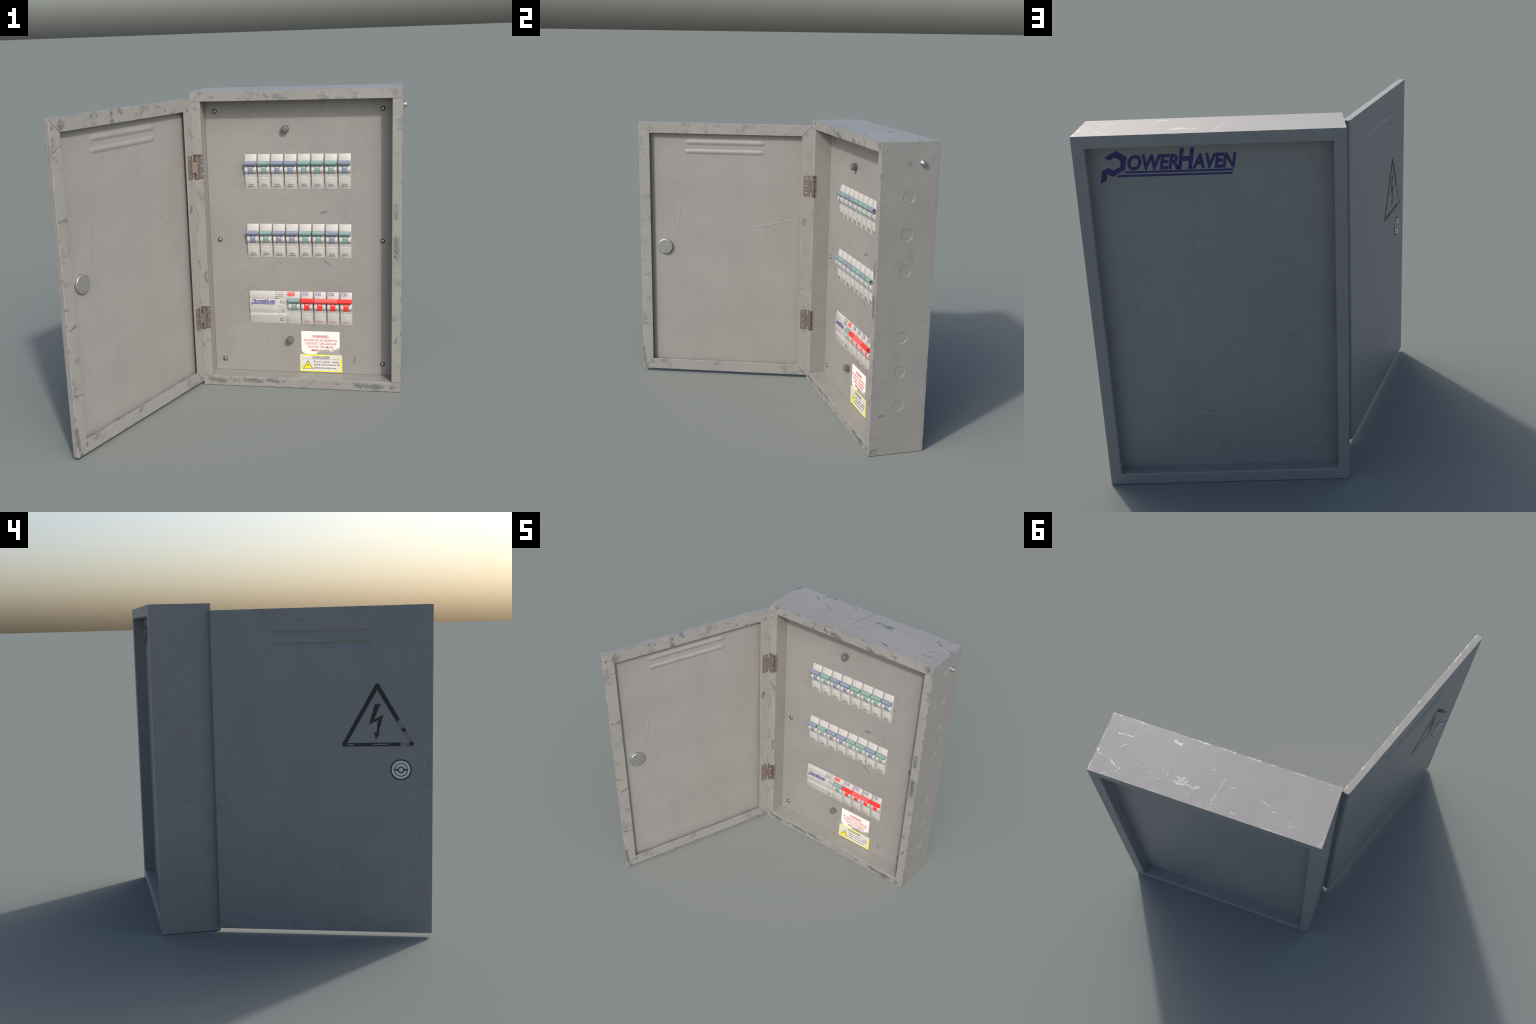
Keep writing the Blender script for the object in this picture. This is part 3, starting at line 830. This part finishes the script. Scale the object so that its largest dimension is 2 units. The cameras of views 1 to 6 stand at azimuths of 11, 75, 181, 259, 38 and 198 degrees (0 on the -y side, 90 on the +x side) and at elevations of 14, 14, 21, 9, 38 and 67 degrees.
def slope_place(prof, dz=0.0, lift=.0004):
    return lambda x, z, d: (x, -(prof_at(prof, z) + lift + d), z)
def label_mesh(lines_, mat, on_text=True, extra=None):
    bm = bmesh.new()
    at = slope_place(MCB)
    for s, x0, x1, z, cap, bold in lines_:
        lettering(bm, s, x0, x1, z, cap, bold, 0.0, .0004, 0, at)
    if extra:
        for s, x0, x1, z, cap, bold in extra:
            lettering(bm, s, x0, x1, z, cap, bold, 0.0, .0004, 1, at)
    return bm
def on_mesh():
    bm = bmesh.new()
    lp = [(z, p) for z, p in LEVER]
    lettering(bm, 'ON', .0285, .0465, -.0885, .0072, .01, 0, .0004, 0, slope_place(lp))
    return finish(bm, 'on_mark', (MAT_INKWHITE,))
ON = on_mesh()
CI = finish(label_mesh([('CIRCUIT', .0225, .0555, -.2045, .0082, .012), ('INDICATOR', .0170, .0600, -.2185, .0080, .020)], None), 'circuit_label', (MAT_GREYINK,))
CI2 = finish(label_mesh([('CIRCUIT', .0245, .0535, -.2030, .0070, .006), ('INDICATOR', .0190, .0585, -.2145, .0070, .018)], None), 'circuit_label', (MAT_GREYINK,))

PITCH = .0884
def place(x, ztop): return Matrix.Translation((x, PLATE_Y, ztop))
for ztop, kinds in ((1.5805, 'btbbtttb'), (1.1140, 'btbbttbt')):
    for k, c in enumerate(kinds):
        dz = random.uniform(-.0006, .0006)
        b = link('circuit_breaker', BREAKER, None, ROOT, place(-.1268 + k * PITCH * .998, ztop + dz))
        link('toggle', TOGGLE[c], None, b)
        link('on_mark', ON, None, b)
        link('circuit_label', (CI if c == 'b' else CI2), None, b)

# bottom row: leakage breaker and four linked mains poles
ZT = 0.6470
b0x = .2288
RED_LBL = finish(label_mesh([('CIRCUIT', .0205, .0590, -.2155, .0080, .016)], None), 'circuit_label', (MAT_INKRED,))
C20 = finish(label_mesh([('C20', .0092, .0455, -.0235, .0190, .010)], None), 'rating_label', (MAT_NAVY,))
def lever_only(mat):
    bm = bmesh.new(); lever_parts(bm, 0)
    return finish(bm, 'lever', (mat,))
RED_LEVER = lever_only(MAT_RED)
poles = []
for k in range(4):
    b = link('circuit_breaker', BREAKER, None, ROOT, place(b0x + k * .0880, ZT - .0003 * k))
    link('lever', RED_LEVER, None, b); link('on_mark', ON, None, b)
    link('circuit_label', RED_LBL, None, b); link('rating_label', C20, None, b)
    poles.append(b)
bm = toggle_mesh(.3430, None, (.0950, .2450))
link('linked_toggle', finish(bm, 'linked_toggle', (MAT_RED, MAT_DARK, MAT_REDLIGHT)), None, poles[0], Matrix.Translation((-.0005, 0, 0)))

RCDP = [(0, .0005), (-.005, .0040), (-.0155, .0082), (-.039, .0122), (-.052, .0100), (-.0575, .0095), (-.061, .0120), (-.095, .0155), (-.120, .0155),
        (-.141, .0125), (-.1545, .0080), (-.157, .0110), (-.164, .0130), (-.173, .0128), (-.179, .0108), (-.206, .0070), (-.2275, .0005)]
RW = .2497
bm = bmesh.new()
body_prism(bm, RCDP, 0, RW)
MCB_W = [(z, p - .0012 if z > -.14 else p) for z, p in MCB]
body_prism(bm, MCB_W, RW - .001, .3481)
lug_parts(bm, RW + .0180)
add_prism(bm, [(-.182, .0125), (-.205, .0060), (-.2275, -.001), (-.2275, -.003), (-.182, -.003)], lambda z, p, x: (x, -p - .0035, z), RW + .0030, RW + .0150, 1)
me = to_mesh(bm, 'leakage_breaker')
for m in (MAT_WHITE, MAT_GREYWHITE, MAT_GREYINK): me.materials.append(m)
me.shade_smooth(); me.set_sharp_from_angle(angle=R(24))
rcd = link('leakage_breaker', me, None, ROOT, place(-.1262, ZT))
bm = toggle_mesh(.0800, None)
lever_parts(bm, 0)
link('toggle', finish(bm, 'toggle', (MAT_TEALGREY, MAT_DARK)), None, rcd, Matrix.Translation((RW + .0165, 0, 0)))
link('on_mark', ON, None, rcd, Matrix.Translation((RW + .0175, 0, 0)))
bm = bmesh.new()
btn = round_poly([(RW + .0110, -.0290), (RW + .0630, -.0290), (RW + .0630, -.0060), (RW + .0110, -.0060)], .0085, 6)
add_prism(bm, btn, lambda x, z, d: (x, -(prof_at(MCB_W, z) + d), z), -.001, .0045)
sharp_edges(bm, .0012, 2, 50)
link('test_button', finish(bm, 'test_button', (MAT_REDLIGHT,)), None, rcd)
at = slope_place(RCDP, lift=.0005)
bm = bmesh.new()
sx, sz = .1669 / .697, .0417 / .167
def logo_at(X, Z, d):
    x = .0103 + (X + .798) * sx; z = -.0982 + (Z - 1.730) * sz
    return (x, -(.0155 - .103 * (z + .095) + .0005 + d), z)
logo(bm, logo_at, 0, .0004)
link('maker_logo', finish(bm, 'maker_logo', (MAT_NAVY,)), None, rcd)
bm = bmesh.new()
X_ = lambda x: x + .1262
for s, x0, x1, z, cap in (('PUSH TO TEST', .0501, .1165, -.0112, .0072), ('Test Regularly', .0501, .1070, -.0245, .0072),
                          ('Breaker must', .0495, .1040, -.0380, .0072), ('operate', .0490, .0790, -.0500, .0072)):
    lettering(bm, s, X_(x0), X_(x1), z, cap, .004, 0, .0004, 1, at)
lettering(bm, 'E/L', X_(.0832), X_(.1161), -.0810, .0200, .004, .22, .0004, 0, at)
lettering(bm, '240V', X_(.0798), X_(.1105), -.1965, .0110, .006, 0, .0004, 0, at)
lettering(bm, '50Hz', X_(.0796), X_(.1119), -.2110, .0110, .006, 0, .0004, 0, at)
def thin(x0, z0, x1, z1, w=.0011, mi=1):
    a, b = Vector((x0, z0)), Vector((x1, z1))
    n = (b - a).normalized(); p = Vector((-n.y, n.x)) * w / 2
    add_prism(bm, [tuple(a + p), tuple(a - p), tuple(b - p), tuple(b + p)], at, -.0004, .0004, mi)
for x, hook in ((.0706, 0), (.0899, 1), (.1054, 1)):
    x = X_(x)
    thin(x, -.094, x, -.109); thin(x - .0022, -.1065, x + .0022, -.1065, .0034, 0)
    thin(x, -.109, x + .002, -.124)
    thin(x + .0025, -.127, x + .0035, -.138)
    if hook:
        thin(x + .0035, -.125, x + .0095, -.133); thin(x + .0095, -.133, x + .0035, -.147)
    else:
        thin(x + .0035, -.138, x + .0045, -.147)
for x0, z0, x1, z1 in ((.065, -.158, .111, -.158), (.065, -.170, .111, -.170), (.065, -.158, .065, -.170), (.111, -.158, .111, -.170)):
    thin(X_(x0), z0, X_(x1), z1, .0009, 2)
for k in range(6):
    thin(X_(.073 + k * .0055), -.161, X_(.0745 + k * .0055), -.167, .0016, 2)
link('rating_print', finish(bm, 'rating_print', (MAT_GREYINK, MAT_GREYINK, MAT_PALEINK)), None, rcd)

# ------------------------------------------------------------------ stuck-on labels
front = lambda x, z, d: (x, PLATE_Y - d, z)
W0, W1, V0, V1 = .2222, .4838, .2005, .3660
TORN = [((.360, PLATE_Y, .200), (.405, PLATE_Y, .205), .048), ((.455, PLATE_Y, .205), (.484, PLATE_Y, .212), .052)]
MAT_PAPER = worn_print('torn_white_paper', (0.80, 0.785, 0.765), (0.33, 0.318, 0.30), TORN, 0.55, 0.34, 0.0)
MAT_REDTXT = worn_print('worn_red_ink', (0.50, 0.055, 0.05), (0.52, 0.42, 0.40), TORN, 0.55, 0.30, 0.15)
bm = bmesh.new()
corner = [(W0 + .0006 + .030 * (1 - math.cos(t)) , V0 + .0025 + .031 * (1 - math.sin(t))) for t in [R(90) * k / 8 for k in range(9)]]
poly = [(W0, V1), (W0, V0 + .0340)] + corner + [(W0 + .034, V0), (W1 + .0006, V0), (W1, V1 + .0006)]
add_prism(bm, poly, front, -.0005, .0010)
warn = link('warning_label', to_mesh(bm, 'warning_label'), MAT_PAPER)
bm = bmesh.new()
lab = lambda x, z, d: front(x, z, d + .0011)
for s, x0, x1, z, cap, bold in (('WARNING', .2985, .4087, .3228, .0170, .022), ('IN CASE OF ACCIDENTAL', .2390, .4680, .2945, .0148, .012),
                                ('CONTACT OR LEAKAGE', .2470, .4610, .2705, .0148, .012), ('SWITCH OFF MAIN', .2685, .4380, .2470, .0148, .012),
                                ('IMMEDIATELY', .2885, .4180, .2225, .0140, .012)):
    lettering(bm, s, x0, x1, z, cap, bold, 0, .0004, 0, lab)
add_prism(bm, [(.2990, .3198), (.4085, .3198), (.4085, .3212), (.2990, .3212)], lab, -.0003, .0004)
link('warning_text', to_mesh(bm, 'warning_text'), MAT_REDTXT, warn)

A0, A1, B0, B1 = .2105, .4992, .0735, .1990
FADE = [((.2105, PLATE_Y, .199), (.2135, PLATE_Y, .140), .016), ((.2105, PLATE_Y, .199), (.228, PLATE_Y, .198), .012),
        ((.415, PLATE_Y, .199), (.499, PLATE_Y, .199), .010), ((.497, PLATE_Y, .199), (.497, PLATE_Y, .188), .014)]
MAT_YELLOW = worn_print('faded_yellow_print', (0.80, 0.76, 0.03), (0.66, 0.63, 0.40), FADE, 0.5, 0.22, 0.1)
MAT_YELLOW2 = simple('yellow_print', (0.84, 0.80, 0.02), 0.5, bump=0)
MAT_PAPER2 = simple('grey_white_paper', (0.66, 0.645, 0.625), 0.5, grain=0.06, scale=30, bump=0)
bm = bmesh.new()
add_prism(bm, [(A0, B0 + .0005), (A1 + .001, B0 + .0015), (A1, B1), (A0, B1)], front, -.0005, .0014)
dang = link('danger_label', to_mesh(bm, 'danger_label'), MAT_YELLOW)
bm = bmesh.new()
lab = lambda x, z, d: front(x, z, d + .0014)
inner = round_poly([(.2205, .0815), (.4885, .0825), (.4880, .1905), (.2210, .1905)], .011, 5)
add_prism(bm, inner, lab, -.0004, .0005)
link('danger_field', to_mesh(bm, 'danger_field'), MAT_PAPER2, dang)
bm = bmesh.new()
lab2 = lambda x, z, d: front(x, z, d + .0020)
lettering(bm, 'DANGER', .2970, .4143, .1690, .0182, .010, .22, .0004, 0, lab2)
add_prism(bm, [(.230, .1645), (.4870, .1658), (.4870, .1670), (.230, .1657)], lab2, -.0003, .0004)
lettering(bm, 'Ensure', .3062, .3575, .1425, .0125, .006, 0, .0004, 0, lab2)
lettering(bm, 'power', .3715, .4170, .1425, .0125, .006, 0, .0004, 0, lab2)
lettering(bm, 'supply', .4290, .4795, .1425, .0125, .006, 0, .0004, 0, lab2)
lettering(bm, 'to this unit is switched off', .3062, .4795, .1205, .0125, .010, 0, .0004, 0, lab2)
lettering(bm, 'before removing cover.', .3076, .4610, .0970, .0125, .010, 0, .0004, 0, lab2)
tri = [(.2650, .1565), (.2300, .0935), (.3000, .0935)]
add_prism(bm, tri, lab2, -.0003, .0003)
link('danger_text', to_mesh(bm, 'danger_text'), MAT_BLACK, dang)
bm = bmesh.new()
lab3 = lambda x, z, d: front(x, z, d + .0024)
add_prism(bm, [(.2650, .1495), (.2362, .0968), (.2938, .0968)], lab3, -.0003, .0003)
link('danger_triangle', to_mesh(bm, 'danger_triangle'), MAT_YELLOW2, dang)
bm = bmesh.new()
lab4 = lambda x, z, d: front(x, z, d + .0028)
add_prism(bm, [(.2672, .1345), (.2590, .1212), (.2642, .1212), (.2612, .1072), (.2715, .1232), (.2655, .1232)], lab4, -.0003, .0003)
link('danger_bolt', to_mesh(bm, 'danger_bolt'), MAT_BLACK, dang)

for me in [m for m in bpy.data.meshes if m.users == 0]:
    bpy.data.meshes.remove(me)
